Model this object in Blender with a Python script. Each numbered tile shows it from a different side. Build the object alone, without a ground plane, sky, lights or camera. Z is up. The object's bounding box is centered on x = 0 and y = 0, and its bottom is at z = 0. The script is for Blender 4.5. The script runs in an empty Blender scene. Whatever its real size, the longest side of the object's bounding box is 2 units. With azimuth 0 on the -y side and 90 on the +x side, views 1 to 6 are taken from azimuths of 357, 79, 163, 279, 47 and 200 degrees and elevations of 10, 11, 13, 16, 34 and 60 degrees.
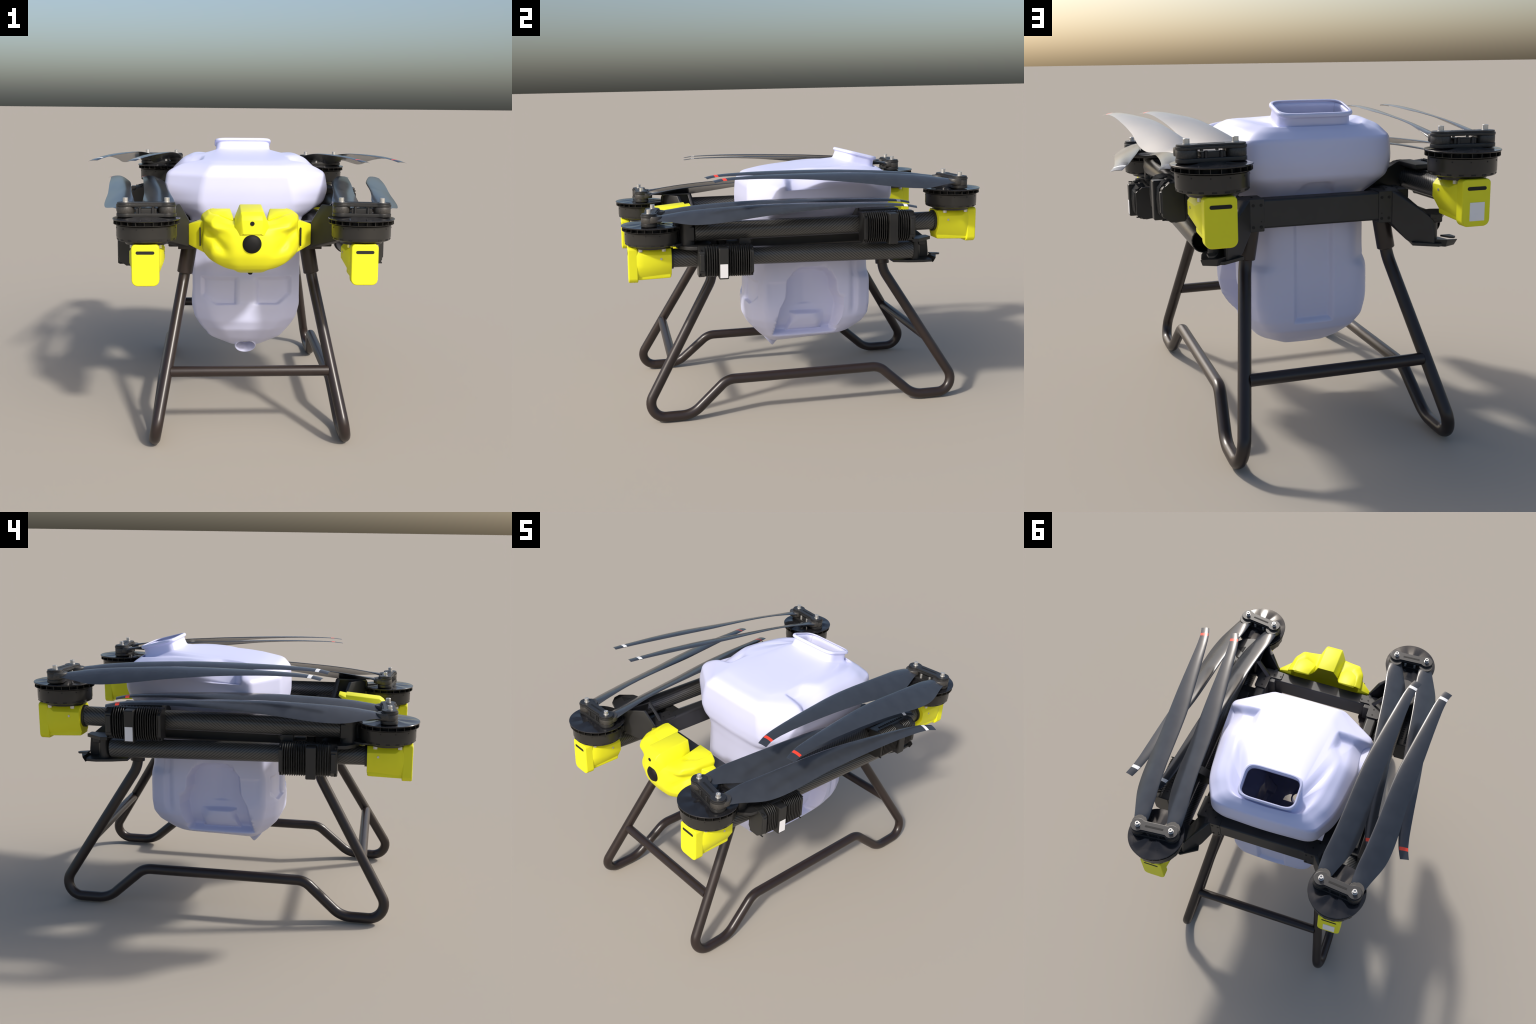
# Folded crop-spraying drone: white tank, yellow nose cover, black frame, four folded
# carbon arms with motors and folding propellers, bent-tube landing gear.
import bpy, bmesh, math
from mathutils import Vector, Matrix

PI = math.pi
CX = -0.019                      # mirror plane of the airframe

# ------------------------------------------------------------------ materials
def new_mat(name):
    m = bpy.data.materials.new(name)
    m.use_nodes = True
    nt = m.node_tree
    return m, nt, nt.nodes["Principled BSDF"]

def setv(b, **kw):
    names = dict(base="Base Color", rough="Roughness", metal="Metallic", spec="Specular IOR Level",
                 coat="Coat Weight", coat_rough="Coat Roughness", sub="Subsurface Weight")
    for k, v in kw.items():
        s = b.inputs[names[k]]
        s.default_value = (*v, 1) if isinstance(v, tuple) else v

def grain(nt, b, scale=120.0, dist=0.0006, strength=0.25, detail=3.0):
    tc = nt.nodes.new("ShaderNodeTexCoord")
    n = nt.nodes.new("ShaderNodeTexNoise")
    n.inputs["Scale"].default_value = scale
    n.inputs["Detail"].default_value = detail
    bp = nt.nodes.new("ShaderNodeBump")
    bp.inputs["Strength"].default_value = strength
    bp.inputs["Distance"].default_value = dist
    nt.links.new(tc.outputs["Object"], n.inputs["Vector"])
    nt.links.new(n.outputs["Fac"], bp.inputs["Height"])
    nt.links.new(bp.outputs["Normal"], b.inputs["Normal"])
    return tc, n

def mottled(nt, b, c1, c2, scale=6.0, lo=0.35, hi=0.7, detail=4.0):
    tc = nt.nodes.new("ShaderNodeTexCoord")
    n = nt.nodes.new("ShaderNodeTexNoise")
    n.inputs["Scale"].default_value = scale
    n.inputs["Detail"].default_value = detail
    r = nt.nodes.new("ShaderNodeValToRGB")
    r.color_ramp.elements[0].position, r.color_ramp.elements[1].position = lo, hi
    r.color_ramp.elements[0].color, r.color_ramp.elements[1].color = (*c1, 1), (*c2, 1)
    nt.links.new(tc.outputs["Object"], n.inputs["Vector"])
    nt.links.new(n.outputs["Fac"], r.inputs["Fac"])
    nt.links.new(r.outputs["Color"], b.inputs["Base Color"])

def plain(name, c, rough, bump=0.0, vary=0.06, scale=8.0, **kw):
    m, nt, b = new_mat(name)
    setv(b, rough=rough, **kw)
    mottled(nt, b, tuple(x * (1 - vary) for x in c), tuple(min(1, x * (1 + vary)) for x in c), scale)
    if bump:
        grain(nt, b, 260, 0.0004, bump)
    return m

M = {}
M["tank"] = plain("tank_plastic", (0.62, 0.64, 0.86), 0.40, vary=0.012, scale=3)
M["yellow"] = plain("yellow_paint", (0.78, 0.765, 0.016), 0.5, vary=0.015, scale=4, spec=0.35)
M["black"] = plain("black_plastic", (0.019, 0.019, 0.019), 0.38, bump=0.08, vary=0.15)
M["frame"] = plain("black_anodised", (0.020, 0.020, 0.021), 0.42, bump=0.1, vary=0.12)
M["motor"] = plain("motor_shell", (0.022, 0.021, 0.019), 0.28, vary=0.15)
M["disc"] = plain("motor_disc", (0.016, 0.016, 0.018), 0.16, vary=0.2)
M["root"] = plain("blade_root", (0.045, 0.042, 0.038), 0.42, bump=0.5, vary=0.25, scale=200)
M["leg"] = plain("leg_paint", (0.022, 0.0145, 0.0130), 0.33, vary=0.12)
M["steel"] = plain("bolt_steel", (0.62, 0.61, 0.58), 0.32, metal=0.7, vary=0.05)
M["void"] = plain("dark_opening", (0.004, 0.004, 0.004), 0.7)
M["label"] = plain("white_label", (0.86, 0.85, 0.86), 0.5, vary=0.01)
M["red"] = plain("red_stripe", (0.85, 0.06, 0.025), 0.35)
M["white"] = plain("white_stripe", (0.85, 0.85, 0.85), 0.35)
M["lens"] = plain("lens_black", (0.008, 0.008, 0.008), 0.6, spec=0.2)

def blade_mat():
    m, nt, b = new_mat("blade_composite")
    setv(b, rough=0.26, coat=0.25, coat_rough=0.12)
    mottled(nt, b, (0.033, 0.037, 0.045), (0.038, 0.043, 0.052), 14, 0.35, 0.65)
    return m
M["blade"] = blade_mat()

def carbon_mat():
    # twill weave: slanted bands round the tube, broken by fine cross threads
    m, nt, b = new_mat("carbon_twill")
    setv(b, rough=0.36, coat=0.15, coat_rough=0.2)
    tc = nt.nodes.new("ShaderNodeTexCoord")
    sx = nt.nodes.new("ShaderNodeSeparateXYZ")
    at = nt.nodes.new("ShaderNodeMath"); at.operation = "ARCTAN2"
    nt.links.new(tc.outputs["Object"], sx.inputs[0])
    nt.links.new(sx.outputs["X"], at.inputs[0]); nt.links.new(sx.outputs["Z"], at.inputs[1])
    arc = nt.nodes.new("ShaderNodeMath"); arc.operation = "MULTIPLY"; arc.inputs[1].default_value = 0.05
    nt.links.new(at.outputs[0], arc.inputs[0])
    comb = nt.nodes.new("ShaderNodeCombineXYZ")
    nt.links.new(arc.outputs[0], comb.inputs["X"]); nt.links.new(sx.outputs["Y"], comb.inputs["Y"])
    rot = nt.nodes.new("ShaderNodeMapping")
    rot.inputs["Rotation"].default_value = (0, 0, math.radians(38))
    nt.links.new(comb.outputs[0], rot.inputs["Vector"])
    w = nt.nodes.new("ShaderNodeTexWave")
    w.inputs["Scale"].default_value = 26.0
    w.inputs["Distortion"].default_value = 0.9
    w.inputs["Detail Scale"].default_value = 6.0
    nt.links.new(rot.outputs[0], w.inputs["Vector"])
    w2 = nt.nodes.new("ShaderNodeTexWave"); w2.bands_direction = "Y"
    w2.inputs["Scale"].default_value = 42.0
    w2.inputs["Distortion"].default_value = 1.5
    nt.links.new(rot.outputs[0], w2.inputs["Vector"])
    mx = nt.nodes.new("ShaderNodeMath"); mx.operation = "MULTIPLY_ADD"
    mx.inputs[1].default_value = 0.35
    nt.links.new(w2.outputs["Fac"], mx.inputs[0]); nt.links.new(w.outputs["Fac"], mx.inputs[2])
    r = nt.nodes.new("ShaderNodeValToRGB")
    r.color_ramp.elements[0].position, r.color_ramp.elements[1].position = 0.25, 1.15 / 1.35
    r.color_ramp.elements[0].color = (0.016, 0.016, 0.017, 1)
    r.color_ramp.elements[1].color = (0.082, 0.080, 0.074, 1)
    nt.links.new(mx.outputs[0], r.inputs["Fac"]); nt.links.new(r.outputs["Color"], b.inputs["Base Color"])
    bp = nt.nodes.new("ShaderNodeBump"); bp.inputs["Strength"].default_value = 0.18
    bp.inputs["Distance"].default_value = 0.001
    nt.links.new(mx.outputs[0], bp.inputs["Height"]); nt.links.new(bp.outputs["Normal"], b.inputs["Normal"])
    return m
M["carbon"] = carbon_mat()

# ------------------------------------------------------------------ mesh helpers
def link(o, parent=None):
    bpy.context.scene.collection.objects.link(o)
    if parent is not None:
        o.parent = parent
    return o

def crisp(o):
    """Keeps large faces flat-shaded next to their rounded edges."""
    w = o.modifiers.new("flat_faces", "WEIGHTED_NORMAL")
    w.weight = 60; w.keep_sharp = True
    return o

class Part:
    """Collects shapes with their materials into one mesh."""
    def __init__(self):
        self.bm = bmesh.new(); self.mats = []
    def slot(self, mat):
        if mat not in self.mats: self.mats.append(mat)
        return self.mats.index(mat)
    def take(self, bm, mat, mtx=None):
        if mtx is not None:
            bmesh.ops.transform(bm, matrix=mtx, verts=bm.verts)
            if mtx.determinant() < 0: bmesh.ops.reverse_faces(bm, faces=bm.faces)
        k = self.slot(mat)
        for f in bm.faces: f.material_index = k
        me = bpy.data.meshes.new("tmp"); bm.to_mesh(me); bm.free()
        self.bm.from_mesh(me); bpy.data.meshes.remove(me)
        return self
    def mesh(self, name, sharp=35):
        me = bpy.data.meshes.new(name)
        self.bm.to_mesh(me); self.bm.free()
        for k in self.mats: me.materials.append(M[k])
        me.shade_smooth()
        me.set_sharp_from_angle(angle=math.radians(sharp))
        return me
    def obj(self, name, parent=None, sharp=35, flat=True):
        o = link(bpy.data.objects.new(name, self.mesh(name, sharp)), parent)
        return crisp(o) if flat else o

def bevel(bm, w, seg=2, ang=25):
    if w <= 0: return bm
    bmesh.ops.recalc_face_normals(bm, faces=bm.faces)
    es = [e for e in bm.edges if len(e.link_faces) == 2 and e.calc_face_angle(0) > math.radians(ang)]
    bmesh.ops.bevel(bm, geom=es, offset=w, segments=seg, profile=0.5, affect="EDGES", clamp_overlap=True)
    return bm

def box(x0, x1, y0, y1, z0, z1, bv=0.003, seg=2):
    bm = bmesh.new()
    bmesh.ops.create_cube(bm, size=1)
    for v in bm.verts:
        v.co = Vector((x0 + (v.co.x + .5) * (x1 - x0), y0 + (v.co.y + .5) * (y1 - y0), z0 + (v.co.z + .5) * (z1 - z0)))
    return bevel(bm, bv, seg)

def hull(pts, bv=0.003, seg=2):
    bm = bmesh.new()
    for p in pts: bm.verts.new(p)
    r = bmesh.ops.convex_hull(bm, input=bm.verts)
    junk = [g for g in r["geom_interior"] if isinstance(g, bmesh.types.BMVert)]
    if junk: bmesh.ops.delete(bm, geom=junk, context="VERTS")
    bmesh.ops.dissolve_limit(bm, angle_limit=math.radians(2), verts=bm.verts, edges=bm.edges)
    return bevel(bm, bv, seg)

def prism(poly, lo, hi, axis="z", bv=0.003, seg=2):
    """Extrudes a 2-D outline along an axis; outline axes are the two others in x,y,z order."""
    bm = bmesh.new()
    def at(u, v, w):
        return {"z": (u, v, w), "y": (u, w, v), "x": (w, u, v)}[axis]
    a = [bm.verts.new(at(u, v, lo)) for u, v in poly]
    b = [bm.verts.new(at(u, v, hi)) for u, v in poly]
    n = len(poly)
    bm.faces.new(a); bm.faces.new(b[::-1])
    for i in range(n): bm.faces.new((a[i], a[(i + 1) % n], b[(i + 1) % n], b[i]))
    bmesh.ops.recalc_face_normals(bm, faces=bm.faces)
    return bevel(bm, bv, seg, 40)

def lathe(profile, n=64, close=True):
    """Turns (radius, height) points round z."""
    bm = bmesh.new(); rows = []
    for r, z in profile:
        if r < 1e-6: rows.append([bm.verts.new((0, 0, z))] * n)
        else: rows.append([bm.verts.new((r * math.cos(2 * PI * i / n), r * math.sin(2 * PI * i / n), z)) for i in range(n)])
    for a, b in zip(rows, rows[1:]):
        for i in range(n):
            vs = []
            for v in (a[i], a[(i + 1) % n], b[(i + 1) % n], b[i]):
                if v not in vs: vs.append(v)
            if len(vs) > 2: bm.faces.new(vs)
    for row in ((rows[0], rows[-1]) if close else ()):
        if row[0] is not row[1]: bm.faces.new(row)
    bmesh.ops.recalc_face_normals(bm, faces=bm.faces)
    return bm

def rod(p0, p1, r, n=24, bv=0.0):
    p0, p1 = Vector(p0), Vector(p1); d = p1 - p0; L = d.length
    prof = [(r - bv, 0), (r, bv), (r, L - bv), (r - bv, L)] if bv else [(r, 0), (r, L)]
    bm = lathe(prof, n)
    bmesh.ops.transform(bm, matrix=Matrix.Translation(p0) @ d.to_track_quat("Z", "Y").to_matrix().to_4x4(), verts=bm.verts)
    return bm

def rounded_path(pts, radii, n=9):
    """Polyline with filleted corners."""
    out = [Vector(pts[0])]
    for i in range(1, len(pts) - 1):
        a, p, c = map(Vector, (pts[i - 1], pts[i], pts[i + 1]))
        u, v = (a - p), (c - p)
        ang = u.angle(v); t = min(radii[i] / math.tan(ang / 2), u.length * .48, v.length * .48)
        u.normalize(); v.normalize()
        r = t * math.tan(ang / 2)
        c0 = p + (u + v).normalized() * (r / math.sin(ang / 2))
        A, B = p + u * t - c0, p + v * t - c0
        tot = A.angle(B)
        for k in range(n + 1):
            q = k / n
            out.append(c0 + (A * math.sin((1 - q) * tot) + B * math.sin(q * tot)) / math.sin(tot))
    out.append(Vector(pts[-1]))
    return out

def sweep(path, r, n=20, closed=False):
    bm = bmesh.new(); rings = []
    up = Vector((1, 0, 0)); N = len(path)
    for i, p in enumerate(path):
        if closed: t = (path[(i + 1) % N] - path[i - 1]).normalized()
        else: t = (path[min(i + 1, N - 1)] - path[max(i - 1, 0)]).normalized()
        a = (up - t * up.dot(t)).normalized(); b = t.cross(a); up = a
        rings.append([bm.verts.new(p + (a * math.cos(2 * PI * k / n) + b * math.sin(2 * PI * k / n)) * r) for k in range(n)])
    pairs = list(zip(rings, rings[1:])) + ([(rings[-1], rings[0])] if closed else [])
    for A, B in pairs:
        for k in range(n): bm.faces.new((A[k], A[(k + 1) % n], B[(k + 1) % n], B[k]))
    if not closed: bm.faces.new(rings[0][::-1]); bm.faces.new(rings[-1])
    bmesh.ops.recalc_face_normals(bm, faces=bm.faces)
    return bm

def soften(seq, frac, n_arc, n_line, closed):
    """Rounds the corners of a control polygon; keeps a fixed sample count per corner and edge."""
    N = len(seq); out = []
    idx = range(N) if closed else range(1, N - 1)
    if not closed: out.append(seq[0].copy())
    for i in idx:
        a, p, c = seq[i - 1], seq[i], seq[(i + 1) % N]
        f = frac[i]
        s, e = p.lerp(a, f), p.lerp(c, f)
        if n_line and (closed or True):
            prev_f = frac[i - 1]
            st = a.lerp(p, prev_f if (closed or i - 1 > 0) else 0.0)
            for k in range(1, n_line + 1):
                out.append(st.lerp(s, k / (n_line + 1)))
        for k in range(n_arc + 1):
            q = k / n_arc
            out.append(s * ((1 - q) ** 2) + p * (2 * q * (1 - q)) + e * (q * q))
    if not closed:
        a, p = seq[-2], seq[-1]
        st = a.lerp(p, frac[-2])
        for k in range(1, n_line + 1): out.append(st.lerp(p, k / (n_line + 1)))
        out.append(p.copy())
    return out

def loft(rings, ring_frac, corner_frac, na=6, nl=4, va=5, vl=3, cap0=False, cap1=False):
    """Lofts a smooth skin through control rings (same point count each)."""
    dense = [soften(r, cf, na, nl, True) for r, cf in zip(rings, corner_frac)]
    cols = len(dense[0]); grid = []
    for j in range(cols):
        grid.append(soften([d[j] for d in dense], ring_frac, va, vl, False))
    rows = len(grid[0]); bm = bmesh.new()
    V = [[bm.verts.new(grid[j][i]) for j in range(cols)] for i in range(rows)]
    for i in range(rows - 1):
        for j in range(cols):
            bm.faces.new((V[i][j], V[i][(j + 1) % cols], V[i + 1][(j + 1) % cols], V[i + 1][j]))
    if cap0: bm.faces.new(V[0][::-1])
    if cap1: bm.faces.new(V[-1])
    bmesh.ops.recalc_face_normals(bm, faces=bm.faces)
    return bm

def sstep(a, b, x):
    t = max(0.0, min(1.0, (x - a) / (b - a))); return t * t * (3 - 2 * t)

def poly_dist(poly, u, v):
    """Signed distance to a 2-D polygon, negative inside."""
    d = 1e9; inside = False; n = len(poly)
    for i in range(n):
        (x0, y0), (x1, y1) = poly[i], poly[(i + 1) % n]
        ex, ey = x1 - x0, y1 - y0
        t = max(0, min(1, ((u - x0) * ex + (v - y0) * ey) / (ex * ex + ey * ey)))
        d = min(d, math.hypot(u - x0 - t * ex, v - y0 - t * ey))
        if (y0 > v) != (y1 > v) and u < ex * (v - y0) / ey + x0: inside = not inside
    return -d if inside else d

def inset_mask(poly, u, v, soft=0.008):
    us, vs = [p[0] for p in poly], [p[1] for p in poly]
    if not (min(us) - soft < u < max(us) + soft and min(vs) - soft < v < max(vs) + soft): return 0.0
    return 1 - sstep(-soft, soft, poly_dist(poly, u, v))

# ------------------------------------------------------------------ root
root = link(bpy.data.objects.new("folded_spray_drone", None))
root["label"] = "folded crop-spraying drone with white tank and yellow nose"
root["category"] = "drone"

# ------------------------------------------------------------------ tank
TX = -0.023
def tank_ring(zf, zm, zr, yf, F, B, S, C, R, yr):
    """Half outline front-to-back: front centre, front corner, side corner, side, rear side, rear corner, rear centre."""
    half = [(0, yf), F, B, S, C, R, (0, yr)]
    def z(y):
        return zf + (zm - zf) * (y + .3) / .6 if y < .3 else zm + (zr - zm) * (y - .3) / .35
    right = [Vector((TX + x, y, z(y))) for x, y in half]
    left = [Vector((TX - x, y, z(y))) for x, y in half[-2:0:-1]]
    return right + left

tank_rings = [
    tank_ring(.300, .335, .352, -.128, (.075, -.122), (.105, -.09), (.114, .08), (.122, .25), (.100, .330), .337),
    tank_ring(.355, .362, .368, -.188, (.10, -.180), (.205, -.120), (.212, .08), (.208, .28), (.145, .365), .376),
    tank_ring(.425, .425, .425, -.252, (.142, -.240), (.255, -.145), (.268, .08), (.256, .32), (.194, .440), .452),
    tank_ring(.480, .480, .480, -.281, (.175, -.256), (.286, -.165), (.294, .08), (.284, .35), (.230, .466), .476),
    tank_ring(.545, .545, .545, -.282, (.195, -.256), (.300, -.180), (.306, .08), (.297, .36), (.245, .471), .480),
    tank_ring(.570, .570, .570, -.280, (.198, -.254), (.302, -.185), (.307, .08), (.299, .36), (.247, .471), .480),
    tank_ring(.595, .595, .595, -.270, (.205, -.245), (.302, -.185), (.307, .08), (.300, .36), (.247, .471), .480),
    tank_ring(.705, .705, .700, -.270, (.208, -.245), (.302, -.185), (.307, .08), (.300, .36), (.246, .471), .480),
    tank_ring(.770, .760, .745, -.236, (.205, -.225), (.302, -.175), (.306, .08), (.298, .34), (.192, .468), .479),
    tank_ring(.960, .960, .970, -.242, (.205, -.228), (.302, -.165), (.306, .08), (.298, .34), (.195, .468), .479),
    tank_ring(1.045, 1.032, 1.060, -.255, (.216, -.243), (.310, -.155), (.312, .08), (.300, .34), (.200, .472), .482),
    tank_ring(1.082, 1.055, 1.095, -.268, (.245, -.260), (.358, -.150), (.358, .08), (.326, .37), (.235, .500), .508),
    tank_ring(1.135, 1.108, 1.146, -.272, (.256, -.267), (.432, -.138), (.420, .12), (.374, .42), (.282, .568), .580),
    tank_ring(1.200, 1.180, 1.212, -.273, (.246, -.268), (.454, -.136), (.438, .12), (.390, .43), (.306, .588), .598),
    tank_ring(1.280, 1.294, 1.306, -.267, (.226, -.263), (.440, -.120), (.420, .14), (.380, .43), (.300, .583), .592),
    tank_ring(1.326, 1.360, 1.328, -.232, (.195, -.226), (.356, -.050), (.356, .18), (.328, .42), (.252, .550), .562),
    tank_ring(1.342, 1.386, 1.344, -.130, (.185, -.115), (.285, .08), (.292, .24), (.262, .42), (.205, .522), .535),
]
def neck_ring(grow, up, z_extra=0.0):
    """Rounded rectangle in the tilted neck plane."""
    y0, y1, z0, z1 = .336, .518, 1.391, 1.343
    sl = (z1 - z0) / (y1 - y0)
    yf, yr = y0 - grow, y1 + grow
    nrm = Vector((0, -sl, 1)).normalized()
    x = .163 + grow
    ch = .030
    half = [(0, yf), (x - ch, yf), (x, yf + ch), (x, (yf + yr) / 2), (x, yr - ch), (x - ch, yr), (0, yr)]
    def P(px, py):
        return Vector((TX + px, py, z0 + sl * (py - y0))) + nrm * up
    return [P(px, py) for px, py in half] + [P(-px, py) for px, py in half[-2:0:-1]]
tank_rings += [neck_ring(.018, -.004), neck_ring(.001, .004), neck_ring(-.003, .042), neck_ring(-.001, .049), neck_ring(.0075, .053),
               neck_ring(.0075, .063), neck_ring(.003, .069), neck_ring(-.004, .069)]
rf = [.25, .25, .18, .22, .22, .3, .3, .3, .3, .3, .3, .3, .25, .35, .20, .24, .3, .3, .35, .3, .3, .3, .4, .4, .3]
cf = []
for i in range(len(tank_rings)):
    base = [.3, .22, .24, .4, .34, .30, .3]
    if i in (12, 13, 14, 15): base = [.3, .09, .12, .4, .30, .24, .3]
    if i >= 17: base = [.05, .42, .42, .05, .42, .42, .05]
    cf.append(base + base[-2:0:-1])
bm = loft(tank_rings, rf, cf, na=8, nl=24, va=6, vl=12, cap0=True)

# moulded relief, pushed in along the wall normal
arch = [(-.116, .385), (-.112, .415), (-.098, .50), (-.085, .555), (-.050, .615), (-.040, .725), (-.005, .765), (.028, .786), (.170, .782),
        (.205, .755), (.232, .71), (.236, .645), (.262, .600), (.270, .55), (.245, .415), (.243, .385)]
rib = [(.036, .560), (.036, .752), (.092, .750), (.092, .560)]
foot = [(-.040, .400), (.000, .512), (.156, .508), (.172, .400)]
panel = [(-.162, .53), (-.162, .717), (-.030, .717), (-.030, .53)]
groove = [(.335, .490), (.342, .90), (.372, .90), (.366, .490)]
window = [(.060, .720), (.245, .720), (.245, .625), (.17, .575), (.062, .580)]
corner_in = [(.255, -.050), (.50, -.065), (.50, .16), (.33, .17), (.252, .04)]
back_in = [(-.085, .475), (.085, .475), (.085, 1.06), (.05, 1.11), (-.05, 1.11), (-.085, 1.06)]
bm.normal_update()
moves = []
for v in bm.verts:
    x, y, z = v.co.x - TX, v.co.y, v.co.z
    n = v.normal; d = 0.0; side = 0.0
    if z < .96 and abs(n.x) > .22:
        a = inset_mask(arch, y, z, .016)
        side = .106 * a * (1 - .36 * inset_mask(foot, y, z, .010)) * (.78 + .22 * sstep(.42, .58, z)) * sstep(.33, .42, z)
        side += .010 * inset_mask(rib, y, z, .007)
        d += .008 * inset_mask(panel, y, z, .004) * (1 - a) * sstep(.54, .68, z)
        d += .016 * inset_mask(groove, y, z, .009) * sstep(.48, .56, z)
    if z < .8 and n.y < -.3:
        d += .018 * inset_mask(window, abs(x), z, .008) * sstep(-.55, -.85, n.y)
    if z > 1.27 and abs(x) > .2:
        d += .036 * inset_mask(corner_in, abs(x), y, .026) * (1 - sstep(-.02, .17, y))
    if n.y > .5:
        d += (.017 + .009 * (1 - sstep(.48, .64, z))) * inset_mask(back_in, x, z, .012)
    if d or side: moves.append((v, n * d + Vector((math.copysign(side, x), 0, 0))))
for v, m in moves: v.co -= m
tank_me = Part()
# drain spout on the sloping lower front
sp_c = Vector((TX, -.130, .300)); sp_d = Vector((0, -.78, -.626)).normalized()
def off_axis(p):
    d = p - sp_c; return (d - sp_d * d.dot(sp_d)).length
near = [f for f in bm.faces if f.calc_center_median().z < .42 and f.calc_center_median().y < -.02 and off_axis(f.calc_center_median()) < .048]
bmesh.ops.delete(bm, geom=near, context="FACES")
# the floor stops short of the spout so that it drains
floor = max(bm.faces, key=lambda f: len(f.verts))
ring0 = [v for v in floor.verts if v.co.y > -.066]
k0 = max(range(len(ring0)), key=lambda k: (ring0[k].co - ring0[k - 1].co).length)
ring0 = ring0[k0:] + ring0[:k0]
bmesh.ops.delete(bm, geom=[floor], context="FACES_ONLY")
bm.faces.new(ring0)
tank_me.take(bm, "tank")
tank = tank_me.obj("tank", root, 60, False)
so = tank.modifiers.new("wall", "SOLIDIFY"); so.thickness = .007; so.offset = -1

sp = Part()
b = lathe([(.044, -.060), (.054, -.060), (.057, -.030), (.0605, -.012), (.0605, -.005), (.058, 0), (.055, 0), (.052, -.006), (.048, -.060)], 48, close=False)
sp.take(b, "tank", Matrix.Translation(sp_c) @ sp_d.to_track_quat("Z", "Y").to_matrix().to_4x4())
sp.obj("drain_spout", tank, 50, False)

# ------------------------------------------------------------------ nose cover
NX = -0.023
def nose_ring(z, y0, p1, p2, p3, p4, zb=None, dip=0.0, yb=None):
    half = [(0, y0), p1, p2, p3, p4, (0, p4[1] if yb is None else yb)]
    zb = z if zb is None else zb
    def P(x, y):
        t = (y - y0) / (p4[1] - y0)
        return Vector((NX + x, y, z + (zb - z) * t - (dip if p1[0] - .01 < abs(x) < p1[0] + .01 else 0)))
    return [P(x, y) for x, y in half] + [P(-x, y) for x, y in half[-2:0:-1]]
nose_rings = [
    nose_ring(.839, -.700, (.050, -.698), (.066, -.680), (.072, -.62), (.072, -.575)),
    nose_ring(.856, -.744, (.062, -.742), (.085, -.715), (.092, -.63), (.092, -.575)),
    nose_ring(.866, -.760, (.075, -.755), (.125, -.720), (.140, -.64), (.140, -.575)),
    nose_ring(.892, -.782, (.085, -.776), (.172, -.728), (.198, -.65), (.200, -.575)),
    nose_ring(.940, -.806, (.090, -.798), (.195, -.752), (.235, -.67), (.243, -.575)),
    nose_ring(1.000, -.814, (.092, -.805), (.180, -.752), (.238, -.69), (.247, -.575)),
    nose_ring(1.040, -.816, (.092, -.800), (.168, -.748), (.230, -.69), (.247, -.575)),
    nose_ring(1.070, -.812, (.085, -.786), (.186, -.770), (.232, -.70), (.247, -.575)),
    nose_ring(1.096, -.795, (.080, -.765), (.190, -.752), (.230, -.69), (.246, -.560), 1.110, .016, -.575),
    nose_ring(1.120, -.720, (.080, -.690), (.165, -.712), (.205, -.66), (.212, -.555), 1.134, .036, -.605),
    nose_ring(1.124, -.640, (.080, -.640), (.150, -.660), (.190, -.63), (.200, -.553), 1.137, .036, -.612),
]
bm = loft(nose_rings, [.3, .3, .3, .35, .4, .35, .3, .3, .3, .3, .3],
          [[.3, .28, .18, .18, .10, .1, .10, .18, .18, .28]] * len(nose_rings), 5, 4, 4, 3, True, True)
# slanting valley between brow lobe and cheek
bm.normal_update()
for v in bm.verts:
    x, z = abs(v.co.x - NX), v.co.z
    if v.co.y > -.62 or v.normal.y > -.1: continue
    px, pz, qx, qz = .235, 1.075, .125, .955
    ex, ez = qx - px, qz - pz
    t = ((x - px) * ex + (z - pz) * ez) / (ex * ex + ez * ez)
    dd = ((x - px) * ez - (z - pz) * ex) / math.hypot(ex, ez)
    k = math.exp(-(dd / .020) ** 2) * (1 - sstep(.75, 1.25, t)) * sstep(-.25, .1, t)
    v.co.y += .020 * k
def shell(bm, drop):
    bm.normal_update()
    bmesh.ops.delete(bm, geom=[f for f in bm.faces if drop(f, f.normal, f.calc_center_median())], context="FACES")
    bmesh.ops.solidify(bm, geom=bm.faces[:], thickness=.005)
    bmesh.ops.recalc_face_normals(bm, faces=bm.faces)
    return bm
nose = Part().take(shell(bm, lambda f, n, c: n.y > .6 and c.z > .90 or len(f.verts) > 10 and c.z > 1.1 or n.z > .5 and c.z > 1.085 and abs(c.x - NX) < .072 and c.y > -.77), "yellow")
# raised brow
brow = []
for s in (-1, 1):
    brow += [(NX + s * .053, -.602, 1.166), (NX + s * .053, -.790, 1.150), (NX + s * .049, -.812, 1.136), (NX + s * .050, -.825, 1.115),
             (NX + s * .042, -.8185, 1.048), (NX + s * .084, -.612, 1.090), (NX + s * .086, -.778, 1.072), (NX + s * .060, -.804, 1.035), (NX + s * .030, -.80, 1.015)]
nose.take(shell(hull(brow, .004, 2), lambda f, n, c: n.y > .5 or n.z < -.35), "yellow")
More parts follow.
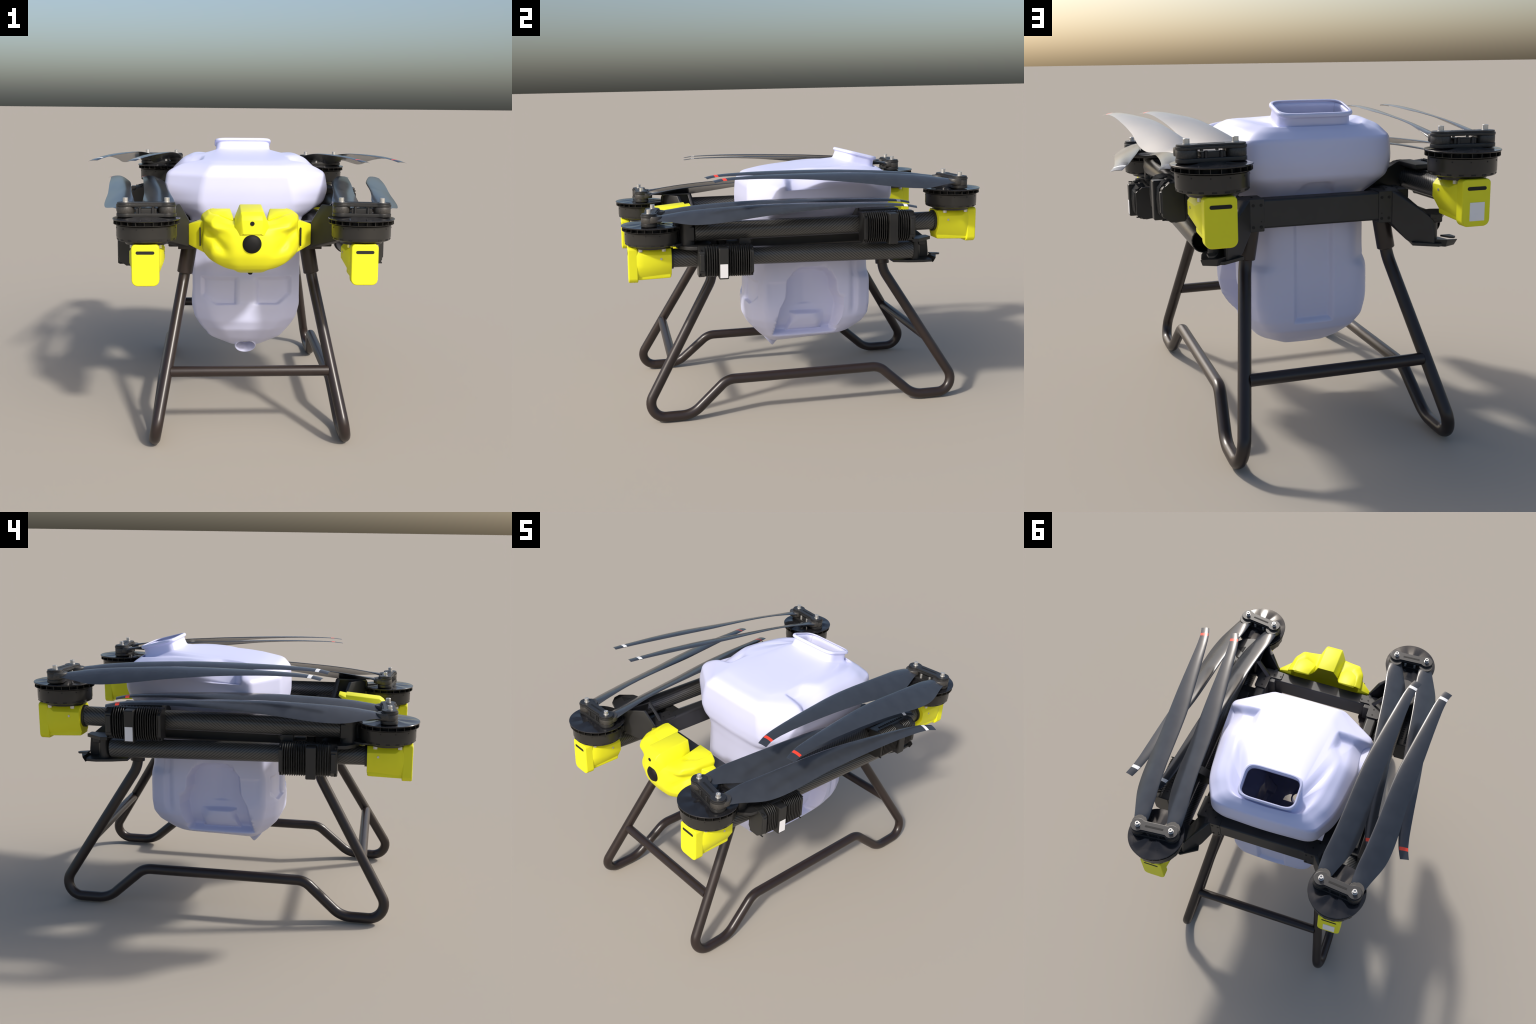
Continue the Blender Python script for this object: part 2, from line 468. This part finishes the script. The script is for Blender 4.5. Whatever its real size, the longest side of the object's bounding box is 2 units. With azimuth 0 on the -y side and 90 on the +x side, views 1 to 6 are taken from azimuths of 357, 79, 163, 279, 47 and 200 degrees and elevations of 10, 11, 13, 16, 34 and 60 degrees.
# rear lip, cut away under the brow
for s in (-1, 1):
    lp = lambda x, y, z: (NX + s * x, y, z)
    nose.take(hull([lp(.084, -.672, 1.094), lp(.150, -.680, 1.121), lp(.190, -.650, 1.124), lp(.082, -.600, 1.098), lp(.100, -.556, 1.139), lp(.200, -.556, 1.139), lp(.204, -.60, 1.130),
                    lp(.100, -.556, 1.128), lp(.200, -.556, 1.120), lp(.084, -.65, 1.086), lp(.19, -.65, 1.10)], .002), "yellow")
    # side wings that clip on the corner brackets
    w = lambda x, y, z: (NX + s * x, y, z)
    nose.take(hull([w(.225, -.66, 1.092), w(.225, -.575, 1.095), w(.306, -.595, 1.066), w(.306, -.578, 1.066), w(.306, -.595, .962), w(.306, -.578, .962),
                    w(.262, -.635, 1.058), w(.262, -.635, .968), w(.225, -.66, .93), w(.225, -.575, .93)], .004), "yellow")
    nose.take(box(*sorted((NX + s * .245, NX + s * .2515)), -.662, -.600, .966, 1.056, .001, 1), "void")
nose_cover = nose.obj("nose_cover", root, 42, False)
Part().take(lathe([(0, .013), (.014, .0125), (.028, .010), (.039, .005), (.0455, -.004), (.0455, -.02)], 48),
            "lens", Matrix.Translation((NX, -.8135, .999)) @ Matrix.Rotation(math.radians(92), 4, "X")).obj("camera_lens", nose_cover)
Part().take(rod((NX, -.80, 1.099), (NX, -.8265, 1.099), .0105, 24, .001), "lens").obj("sensor_lens", nose_cover)
Part().take(lathe([(0, -.012), (.008, -.010), (.0125, -.003), (.0125, .012)], 24), "lens",
            Matrix.Translation((NX - .002, -.685, .838))).obj("sensor_lens", nose_cover)

# ------------------------------------------------------------------ frame
def beam(name, x0, x1, y0, y1, z0=.943, z1=1.066, bv=.010):
    return Part().take(box(x0, x1, y0, y1, z0, z1, bv, 3), "frame").obj(name, root)
beam("cross_beam", CX - .30, CX + .30, -.568, -.492, bv=.007)
beam("cross_beam", CX - .30, CX + .30, .525, .600)
for s in (-1, 1):
    a = sorted((CX + s * .334, CX + s * .406))
    beam("side_beam", a[0], a[1], -.47, .53, .948, 1.064, .016)

holes = Part()
def hole(p, axis, r=.0052):
    d = Vector(axis) * .0012
    holes.take(rod(Vector(p) - d * 3, Vector(p) + d, r, 14), "void")

for s in (-1, 1):
    X = lambda x: CX + s * x
    def P(x, y, z): return (X(x), y, z)
    def BX(x0, x1, *r, **k):
        a = sorted((X(x0), X(x1))); return box(a[0], a[1], *r, **k)
    def PL(pts, z0, z1, bv=.002):
        return prism([(X(x), y) for x, y in pts], z0, z1, "z", bv)
    # --- front corner: web rises outwards to the upper arm's hinge
    br = Part()
    br.take(BX(.296, .412, -.574, -.470, .947, 1.066, bv=.006), "frame")
    br.take(PL([(.262, -.560), (.262, -.510), (.270, -.503), (.325, -.503), (.333, -.495), (.333, -.415), (.341, -.407), (.405, -.407), (.412, -.415), (.412, -.50), (.375, -.565)], 1.060, 1.0725), "frame")
    # open box: front wall, floor, outer wall and a rim round the mouth that faces inwards and up
    def slab(a, b_, c, d, t):
        a, b_, c, d, t = map(Vector, (a, b_, c, d, t)); return hull([a, b_, c, d, a + t, b_ + t, c + t, d + t], .0025)
    i = s
    br.take(hull([P(.302, -.588, 1.074), P(.302, -.584, .95), P(.352, -.584, .948), P(.350, -.615, 1.168), P(.425, -.695, 1.170), P(.46, -.706, 1.15), P(.465, -.706, 1.01), P(.42, -.605, .968),
                  P(.302, -.570, 1.072), P(.302, -.570, .95), P(.352, -.566, .950), P(.362, -.597, 1.164), P(.435, -.688, 1.166), P(.466, -.70, 1.15), P(.468, -.70, 1.01)], .004), "frame")
    br.take(hull([P(.302, -.575, .955), P(.34, -.49, .965), P(.46, -.54, 1.0), P(.465, -.71, 1.01), P(.42, -.60, .968),
                  P(.34, -.49, .985), P(.46, -.54, 1.018), P(.465, -.71, 1.03), P(.31, -.575, .985)], .003), "frame")
    br.take(hull([P(.452, -.54, 1.0), P(.466, -.54, 1.0), P(.452, -.715, 1.01), P(.466, -.715, 1.01), P(.432, -.525, 1.170), P(.450, -.525, 1.170), P(.440, -.705, 1.170), P(.458, -.712, 1.150)], .003), "frame")
    br.take(slab(P(.326, -.505, 1.055), P(.346, -.490, 1.055), P(.436, -.518, 1.172), P(.416, -.53, 1.172), (0, -.014, -.004)), "frame")
    br.take(slab(P(.300, -.590, 1.078), P(.318, -.590, 1.078), P(.346, -.495, 1.066), P(.326, -.495, 1.066), (0, 0, -.016)), "frame")
    br.take(slab(P(.412, -.53, 1.174), P(.440, -.522, 1.174), P(.445, -.70, 1.174), P(.420, -.70, 1.174), (0, 0, -.010)), "frame")
    lug = [(.44, -.53), (.52, -.515), (.58, -.535), (.632, -.600), (.624, -.64), (.58, -.685), (.52, -.705), (.44, -.70)]
    br.take(PL(lug, 1.135, 1.150), "frame")
    br.take(PL([(.47, -.565), (.53, -.55), (.50, -.60)], 1.1495, 1.1525, .001), "frame")
    br.take(PL([(.55, -.575), (.598, -.605), (.545, -.625)], 1.1495, 1.1525, .001), "void")
    br.take(PL(lug, 1.000, 1.018), "frame")
    br.take(rod(P(.535, -.645, 1.01), P(.535, -.645, 1.14), .040, 32), "black")
    br.take(BX(.505, .575, -.66, -.605, 1.035, 1.118, bv=.012), "black")
    br.take(hull([P(.50, -.70, 1.012), P(.53, -.75, 1.020), P(.585, -.76, 1.020), P(.60, -.72, 1.02), P(.56, -.67, 1.012), P(.50, -.70, 1.03), P(.53, -.75, 1.030), P(.585, -.76, 1.030), P(.60, -.72, 1.03), P(.56, -.67, 1.03)], .002), "frame")
    # leg socket under the corner
    br.take(BX(.285, .365, -.545, -.44, .930, .947, bv=.002), "leg")
    ob = br.obj("corner_bracket", root)
    for x, y in ((.272, -.525), (.314, -.526), (.367, -.472), (.367, -.430)): hole(P(x, y, 1.0725), (0, 0, 1))
    # --- rear corner: web drops outwards to the lower arm's hinge
    br = Part()
    br.take(BX(.258, .340, .50, .604, .932, 1.071, bv=.004), "frame")
    br.take(BX(.334, .412, .44, .575, .945, 1.0705, bv=.004), "frame")
    br.take(hull([P(.318, .500, 1.072), P(.318, .606, 1.070), P(.318, .606, .93), P(.318, .53, .93), P(.352, .612, 1.066),
                  P(.375, .52, 1.072), P(.330, .612, .915), P(.372, .66, .852), P(.452, .62, .978), P(.440, .730, .972),
                  P(.458, .738, .95), P(.458, .748, .848), P(.45, .66, .850), P(.37, .655, .856)], .005), "frame")
    br.take(PL([(.44, .62), (.50, .60), (.545, .615), (.552, .65), (.52, .70), (.49, .742), (.44, .735)], .962, .980), "frame")
    br.take(BX(.445, .515, .665, .705, .935, .966, bv=.008), "frame")
    tray = [(.40, .60), (.43, .52), (.50, .52), (.53, .60), (.548, .68), (.545, .735), (.47, .762), (.375, .70)]
    br.take(PL(tray, .842, .856), "frame")
    br.take(hull([P(.46, .73, .840), P(.50, .762, .840), P(.555, .735, .840), P(.566, .747, .868), P(.50, .775, .872), P(.46, .745, .872)], .002), "frame")
    br.take(rod(P(.482, .650, .85), P(.482, .650, .97), .032, 32), "black")
    br.take(PL([(.49, .73), (.535, .73), (.538, .775), (.525, .785), (.51, .775)], .880, .888, .001), "frame")
    br.take(BX(.285, .365, .45, .548, .922, .945, bv=.002), "leg")
    br.obj("corner_bracket", root)
    for x in (.272, .306):
        for z in (.952, 1.044): hole(P(x, .604, z), (0, 1, 0), .0068)
    hole(P(.272, .604, .975), (0, 1, 0), .003)
    for x, y in ((.30, .56), (.37, .54), (.375, .48), (.33, .52)): hole(P(x, y, 1.0715), (0, 0, 1))
holes.obj("bolt_hole", root)["kind"] = "stuff"

# ------------------------------------------------------------------ landing gear
LX = -0.026
def leg_x(z):
    """Legs splay out towards the ground."""
    ks = [(0.025, .471), (.35, .4015), (.84, .320), (.95, .300)]
    for (z0, a), (z1, b) in zip(ks, ks[1:]):
        if z <= z1: return a + (b - a) * (z - z0) / (z1 - z0)
    return ks[-1][1]
side_path = [(-.488, .945), (-.494, .775), (-.931, .029), (-.646, .029), (-.440, .211),
             (.460, .211), (.662, .029), (.962, .029), (.516, .765), (.510, .945)]
side_r = [0, .16, .136, .15, .11, .11, .15, .138, .16, 0]
for s in (-1, 1):
    pts = []
    for y, z in side_path:
        x = leg_x(z) if not (-.5 < y < .5 and z < .5) else .447
        pts.append((LX + s * x, y, z))
    path = rounded_path(pts, side_r, 12)
    Part().take(sweep(path, .0285, 24), "leg").obj("landing_leg", root, 60)
    for y in (-.490, .512):
        a = Vector((LX + s * leg_x(.945), y, .945)); c = Vector((LX + s * leg_x(.80), y - .004 * (1 if y < 0 else -1), .800))
        Part().take(rod(a, c, .040, 32, .003), "leg").obj("leg_sleeve", root)
for y, z in ((-.742, .350), (.772, .350)):
    Part().take(rod((LX - leg_x(z) + .01, y, z), (LX + leg_x(z) - .01, y, z), .027, 24), "leg").obj("crossbar", root)
rv = Part()
for s in (-1, 1):
    for y in (-.742, .772):
        p = Vector((LX + s * (leg_x(.35) + .0255), y, .35)); rv.take(rod(p, p + Vector((s * .002, 0, .0)), .004, 12), "void")
rv.obj("rivet", root)["kind"] = "stuff"

# ------------------------------------------------------------------ arm parts (arm frame: origin on the
# motor axis at tube height, +x outward, +y along the tube to the hinge, +z up)
def arm_tube_mesh():
    p = Part()
    L0, L1, R = .085, 1.448, .0505
    bm = lathe([(R - .004, L0), (R, L0), (R, L1 - .001), (R - .001, L1), (R - .004, L1)], 48, close=False)
    bmesh.ops.transform(bm, matrix=Matrix.Rotation(-PI / 2, 4, "X"), verts=bm.verts)
    p.take(bm, "carbon")
    bm = lathe([(R - .004, L1), (R - .004, L1 - .10), (0, L1 - .10)], 48, close=False)
    bmesh.ops.transform(bm, matrix=Matrix.Rotation(-PI / 2, 4, "X"), verts=bm.verts)
    p.take(bm, "void")
    return p.mesh("arm", 40)

def mount_mesh():
    p = Part()
    # front tower with rounded corners
    f = [(-.062, .070), (.062, .070), (.062, -.113), (-.062, -.113)]
    def rr(w, z0, z1, rt, rb, n=6):
        o = []
        for cx, cz, r, a0 in ((w - rt, z1 - rt, rt, 0), (-w + rt, z1 - rt, rt, 90), (-w + rb, z0 + rb, rb, 180), (w - rb, z0 + rb, rb, 270)):
            for k in range(n + 1):
                a = math.radians(a0 + 90 * k / n); o.append((cx + r * math.cos(a), cz + r * math.sin(a)))
        return o
    p.take(prism(rr(.0630, -.119, .073, .018, .028), -.127, -.076, "y", .006, 3), "yellow")
    # faceted body that grips the tube
    def sec(y, w, zt, zb, wt, wb):
        return [(s * a, y, b) for s in (-1, 1) for a, b in ((wt, zt), (w, zt - .030), (w, -.022), (wb, zb))]
    p.take(hull(sec(-.090, .060, .060, -.092, .050, .050) + sec(-.040, .079, .062, -.082, .053, .044) + sec(.100, .079, .062, -.082, .053, .044), .0025), "yellow")
    p.take(hull([(s * .050, y, z) for s in (-1, 1) for y, z in ((-.082, -.07), (.098, -.07), (.098, -.098), (-.082, -.106))], .008), "yellow")
    # dark liner where the tube enters
    b = lathe([(.0508, .098), (.058, .098), (.058, .112), (.0508, .112)], 40, close=False)
    bmesh.ops.transform(b, matrix=Matrix.Rotation(-PI / 2, 4, "X"), verts=b.verts)
    p.take(b, "black")
    # slot in the front face
    o = []
    for k in range(17):
        a = math.radians(-90 + 180 * k / 16); o.append((.035 + .0075 * math.cos(a), .036 + .0075 * math.sin(a)))
    for k in range(17):
        a = math.radians(90 + 180 * k / 16); o.append((-.035 + .0075 * math.cos(a), .036 + .0075 * math.sin(a)))
    p.take(prism(o, -.1278, -.11, "y", 0), "void")
    for s in (-1, 1):
        p.take(rod((s * .076, .045, .012), (s * .0815, .045, .012), .006, 14), "steel")
        for y in (-.062, .060):
            p.take(rod((s * .062, y, .050), (s * .062, y, .080), .0115, 6), "steel")
    return p.mesh("motor_mount")

def motor_mesh():
    p = Part()
    p.take(lathe([(.060, .064), (.098, .064), (.104, .076), (.104, .080), (.128, .080), (.1365, .084), (.1398, .097), (.1405, .099), (.1405, .152), (.137, .1555), (.120, .156), (.120, .16)], 96), "motor")
    # flared cooling rim: lower ring, vanes, shallow cone disc
    p.take(lathe([(.135, .1545), (.1530, .1580), (.1535, .1605), (.135, .1575)], 96, close=False), "motor")
    p.take(lathe([(.124, .150), (.124, .178)], 72, close=False), "void")
    for k in range(24):
        a = 2 * PI * k / 24
        p.take(box(.124, .1530, -.0010, .0010, .158, .180, 0), "motor", Matrix.Rotation(a, 4, "Z"))
    top = lathe([(.110, .176), (.1545, .1765), (.157, .179), (.157, .1825), (.1555, .184), (.145, .1845), (.132, .1852), (.115, .186), (.095, .187), (.07, .189), (.045, .191), (0, .191)], 96)
    for v in top.verts:      # pressed radial flutes
        r = math.hypot(v.co.x, v.co.y); a = math.atan2(v.co.y, v.co.x)
        if .04 < r < .15 and v.co.z > .184:
            w = abs(((a / (2 * PI) * 8) % 1) - .5) * 2
            v.co.z += .0035 * (w - .4) * sstep(.155, .12, r) * sstep(.035, .07, r)
    p.take(top, "disc")
    for k in range(12):   # pressed flutes on the disc, bolts and air slots on the shell
        a = 2 * PI * (k + .5) / 12
        R = Matrix.Rotation(a, 4, "Z")
        p.take(rod((.139, 0, .142), (.1416, 0, .142), .0032, 10), "void", R)
    for k in range(18):
        R = Matrix.Rotation(2 * PI * k / 18, 4, "Z")
        p.take(box(.130, .1390, -.0095, .0095, .0870, .0930, 0), "void", R)
    return p.mesh("motor", 28)

BOLT = .0955
def hub_mesh():
    """Two bridge plates, centre block, end bolts."""
    p = Part()
    def dog(rend, wbar, n=14):
        o = []
        for s in (1, -1):
            a0 = math.asin(min(1, wbar / rend)) if wbar < rend else PI / 2
            for k in range(n + 1):
                a = -PI + a0 * 1.0 + (2 * PI - 2 * a0) * k / n
                o.append((s * (BOLT + rend * math.cos(a) * 1.0), s * rend * math.sin(a)))
        return o
    p.take(prism(dog(.0430, .038), .189, .206, "z", .003), "black")
    p.take(prism(dog(.0430, .033), .237, .249, "z", .002), "black")
    p.take(prism(dog(.0390, .028), .248, .2565, "z", .002), "frame")
    p.take(box(-.048, .048, -.026, .026, .203, .228, .003), "black")
    p.take(box(-.052, .052, -.0055, .0055, .254, .2572, 0), "void")
    for x in (-.03, .03):
        for y in (-.028, .028):
            p.take(rod((x, y, .205), (x, y, .232), .007, 12, .001), "steel" if y > 0 else "frame")
    for s in (-1, 1):
        p.take(lathe([(.0150, .254), (.0150, .2580), (.0122, .2585), (.0122, .2765), (.0110, .2775), (.006, .2775), (.006, .271), (0, .271)], 24),
               "steel", Matrix.Translation((s * BOLT, 0, 0)))
    return p.mesh("propeller_hub")

# blade stations: distance from bolt, inner edge, outer edge, height of inner edge, height of outer edge
ST = [(.030, -.036, .036, .2240, .2210), (.060, -.043, .044, .2350, .2220), (.10, -.046, .053, .2450, .2210), (.150, -.049, .066, .2550, .2160), (.200, -.0485, .078, .2620, .2110),
      (.250, -.048, .085, .2680, .2090), (.330, -.050, .086, .2755, .2140), (.420, -.054, .079, .2825, .2240), (.600, -.066, .057, .2930, .2490),
      (.750, -.072, .046, .2980, .2670), (.900, -.068, .036, .3010, .2810), (1.100, -.059, .021, .3030, .2920), (1.250, -.050, .012, .3020, .2940),
      (1.300, -.045, .012, .3000, .2930), (1.316, -.043, .0125, .2990, .2925), (1.336, -.039, .0145, .2975, .2915), (1.360, -.033, .0185, .2940, .2880), (1.384, -.026, .0235, .2900, .2845)]
STRIPE = (1.316, 1.336)
def blade_mesh(name, stripe):
    bm = bmesh.new()
    # refine stations with a smooth curve
    rows = []
    for i in range(len(ST) - 1):
        p0, p1, p2, p3 = ST[max(i - 1, 0)], ST[i], ST[i + 1], ST[min(i + 2, len(ST) - 1)]
        m = max(1, int((p2[0] - p1[0]) / .02))
        for k in range(m):
            t = k / m; row = [p1[0] + (p2[0] - p1[0]) * t]
            h = p2[0] - p1[0]
            for c in range(1, 5):
                d1 = (p2[c] - p0[c]) / max(p2[0] - p0[0], 1e-6) * h
                d2 = (p3[c] - p1[c]) / max(p3[0] - p1[0], 1e-6) * h
                row.append((2 * t ** 3 - 3 * t * t + 1) * p1[c] + (t ** 3 - 2 * t * t + t) * d1 + (3 * t * t - 2 * t ** 3) * p2[c] + (t ** 3 - t * t) * d2)
            rows.append(row)
    rows.append(list(ST[-1]))
    NC = 12; rings = []
    for s, a, b, za, zb in rows:
        chord = b - a
        th = .055 * chord + .0012
        th = th * (1 - .5 * sstep(1.1, 1.38, s)) + .010 * (1 - sstep(.03, .14, s))
        top, bot = [], []
        for k in range(NC + 1):
            u = (1 - math.cos(PI * k / NC)) / 2
            x = a + chord * u; z = za + (zb - za) * u
            t = th * 2.2 * (math.sqrt(max(u, 0)) * (1 - u) * 1.1 + .03 * (1 - u) + .02)
            camber = .055 * chord * 4 * u * (1 - u)
            sk = -.012 * math.sin(PI * u) * 0
            y = s + (x - 0) * (-.10 if s > 1.3 else 0) * sstep(1.3, 1.384, s)
            top.append((x, y, z + camber + t * .6)); bot.append((x, y, z + camber - t * .4))
        rings.append([bm.verts.new(v) for v in top] + [bm.verts.new(v) for v in bot[::-1]])
    n = len(rings[0])
    for r, (A, B) in enumerate(zip(rings, rings[1:])):
        for k in range(n):
            f = bm.faces.new((A[k], A[(k + 1) % n], B[(k + 1) % n], B[k]))
            mid = (rows[r][0] + rows[r + 1][0]) / 2
            f.material_index = 1 if STRIPE[0] < mid < STRIPE[1] and 2 <= k < NC - 1 else 0
    bm.faces.new(rings[0][::-1]); bm.faces.new(rings[-1])
    bmesh.ops.recalc_face_normals(bm, faces=bm.faces)
    p = Part(); p.slot("blade"); p.slot(stripe)
    me = bpy.data.meshes.new("tmp"); bm.to_mesh(me); bm.free(); p.bm.from_mesh(me); bpy.data.meshes.remove(me)
    # round root boss between the plates
    p.take(lathe([(0, .212), (.040, .212), (.042, .215), (.042, .2415), (.0405, .2435), (0, .2435)], 40), "root", Matrix.Translation((0, .026, 0)))
    p.take(lathe([(0, .206), (.0395, .206), (.041, .209), (.041, .234), (.0395, .237), (0, .237)], 40), "root")
    p.take(hull([(s * x, y, z) for s in (-1, 1) for x, y, z in ((.040, .0, .210), (.040, .0, .233), (.039, .030, .212), (.039, .030, .232), (.024, .052, .216), (.024, .052, .230))], .003), "root")
    return p.mesh(name, 40)

def controller_mesh(with_label):
    p = Part(); L = .292
    zt, zb = .081, -.087
    p.take(prism([(.045, zt - .006), (.10, zt), (.115, zt - .004), (.122, zt - .024), (.122, zb + .024), (.115, zb + .004), (.10, zb), (.06, zb + .006), (.045, zb + .03)], .004, L - .004, "y", .003), "black")
    def fin(y):
        return prism([(.10, zt + .003), (.135, zt - .004), (.158, zt - .030), (.162, 0), (.158, zb + .030), (.135, zb + .004), (.10, zb - .003)], y - .0022, y + .0022, "y", .0012, 1)
    for k in range(5): p.take(fin(.045 + k * .0122), "black")
    for k in range(10): p.take(fin(.166 + k * .0118), "black")
    for y0, y1 in ((0, .034), (L - .020, L)):
        p.take(prism([(.06, zt - .004), (.12, zt - .002), (.154, zt - .028), (.154, zb + .028), (.12, zb + .002), (.06, zb + .004)], y0, y1, "y", .004), "black")
    p.take(hull([(.150, .004, .045), (.150, .004, -.05), (.160, .008, .04), (.160, .008, -.045), (.160, .03, .04), (.160, .03, -.045), (.15, .034, .045), (.15, .034, -.05)], .003), "black")
    p.take(box(.11, .1725, .104, .156, zb - .004, zt - .006, .006, 3), "black")
    for y in (.010, L - .008):
        for z in (zt - .014, zb + .014):
            p.take(rod((.128, y, z), (.1545, y, z), .0035, 8), "void")
    for k in range(12):
        p.take(box(.075, .088, .05 + k * .017, .057 + k * .017, zt - .004, zt + .0006, 0), "void")
    # straps round the tube
    for y in (L - .05,):
        b = lathe([(.0510, y), (.0575, y), (.0575, y + .038), (.0510, y + .038)], 40, close=False)
        bmesh.ops.transform(b, matrix=Matrix.Rotation(-PI / 2, 4, "X"), verts=b.verts)
        p.take(b, "black")
    p.take(box(-.02, .06, L - .052, L - .014, .048, .072, .004), "black")
    p.take(box(-.010, .05, .02, L - .06, .046, .060, .003), "black")
    if with_label: p.take(box(.170, .1733, .1095, .1505, zb + .004, -.010, .0004, 1), "label")
    return p.mesh("speed_controller")

def rest_mesh(upper):
    """Saddle on the inner side of the tube; upper arms lean on the side beam."""
    p = Part()
    if upper:
        p.take(hull([(-.02, y, z) for y in (0, .05) for z in (.085, -.035)] + [(-.060, y, .080) for y in (0, .05)] + [(-.095, y, .060) for y in (.004, .046)] +
                    [(-.200, y, -.012) for y in (.004, .046)] + [(-.195, y, -.030) for y in (.004, .046)], .004), "black")
        p.take(box(-.050, .03, -.17, .045, .062, .084, .004), "black")
    else:
        p.take(box(-.085, .045, 0, .06, .040, .105, .004), "black")
        p.take(box(-.110, -.02, -.06, .075, .062, .080, .003), "black")
        for k in range(3):
            x = -.098 + .024 * k
            p.take(prism([(x - .012, .072), (x, .100 - .006 * k), (x + .012, .072)], .064, .078, "z", 0), "black")
    return p.mesh("arm_rest")

rest_me = {u: rest_mesh(u) for u in (True, False)}
tube_me, mount_me, motor_me, hub_me = arm_tube_mesh(), mount_mesh(), motor_mesh(), hub_mesh()
blade_me = {c: blade_mesh("propeller_blade", c) for c in ("red", "white")}
ctrl_me = {f: controller_mesh(f) for f in (True, False)}

# each arm: side, direction to the hinge, motor axis point at tube height, yaw of the tube towards outside,
# pitch, hub yaw, blade yaw, stripe colour, controller place, label
ARMS = [
    (+1, +1, (.493, -.8335, .946), 0.35, -1.2, 8.8, 10.1, "white", .234, True, False),
    (-1, +1, (-.5175, -.844, .946), 0.35, -1.2, 2.4, 9.1, "red", .244, False, False),
    (+1, -1, (.5085, .8435, 1.0755), 0.2, 0.25, 5.1, 6.1, "red", .262, False, False),
    (-1, -1, (-.538, .843, 1.0835), -0.1, 0.0, 6.0, 7.1, "white", .262, True, True),
]
for side, fwd, pos, yaw, pitch, hub_yaw, blade_yaw, stripe, c_y, lab, plate in ARMS:
    # outward x, hinge-ward y, z up
    A = Matrix(((side, 0, 0, 0), (0, fwd, 0, 0), (0, 0, 1, 0), (0, 0, 0, 1)))
    T = Matrix.Rotation(math.radians(-yaw), 4, "Z") @ Matrix.Rotation(math.radians(pitch), 4, "X")
    arm = link(bpy.data.objects.new("arm", tube_me), root)
    arm.matrix_local = Matrix.Translation(pos) @ A @ T
    def sub(name, me, mtx=Matrix.Identity(4)):
        o = link(bpy.data.objects.new(name, me), arm); o.matrix_local = mtx
        return o if name == "propeller_blade" else crisp(o)
    sub("motor_mount", mount_me)
    sub("motor", motor_me)
    H = Matrix.Rotation(math.radians(-hub_yaw + yaw), 4, "Z")
    sub("propeller_hub", hub_me, H)
    for k in (-1, 1):
        c = H @ Vector((k * BOLT, 0, 0))
        sub("propeller_blade", blade_me[stripe], Matrix.Translation(c) @ Matrix.Rotation(math.radians(-blade_yaw + yaw), 4, "Z"))
    sub("speed_controller", ctrl_me[lab], Matrix.Translation((-.004 if fwd < 0 else 0, c_y, 0)))
    sub("arm_rest", rest_me[fwd < 0], Matrix.Translation((0, c_y + (.225 if fwd < 0 else .23), 0)))
    if plate:
        q = Part().take(box(-.030, .036, -.1295, -.120, -.095, -.020, .0005, 1), "label")
        sub("label_plate", q.mesh("label_plate"))
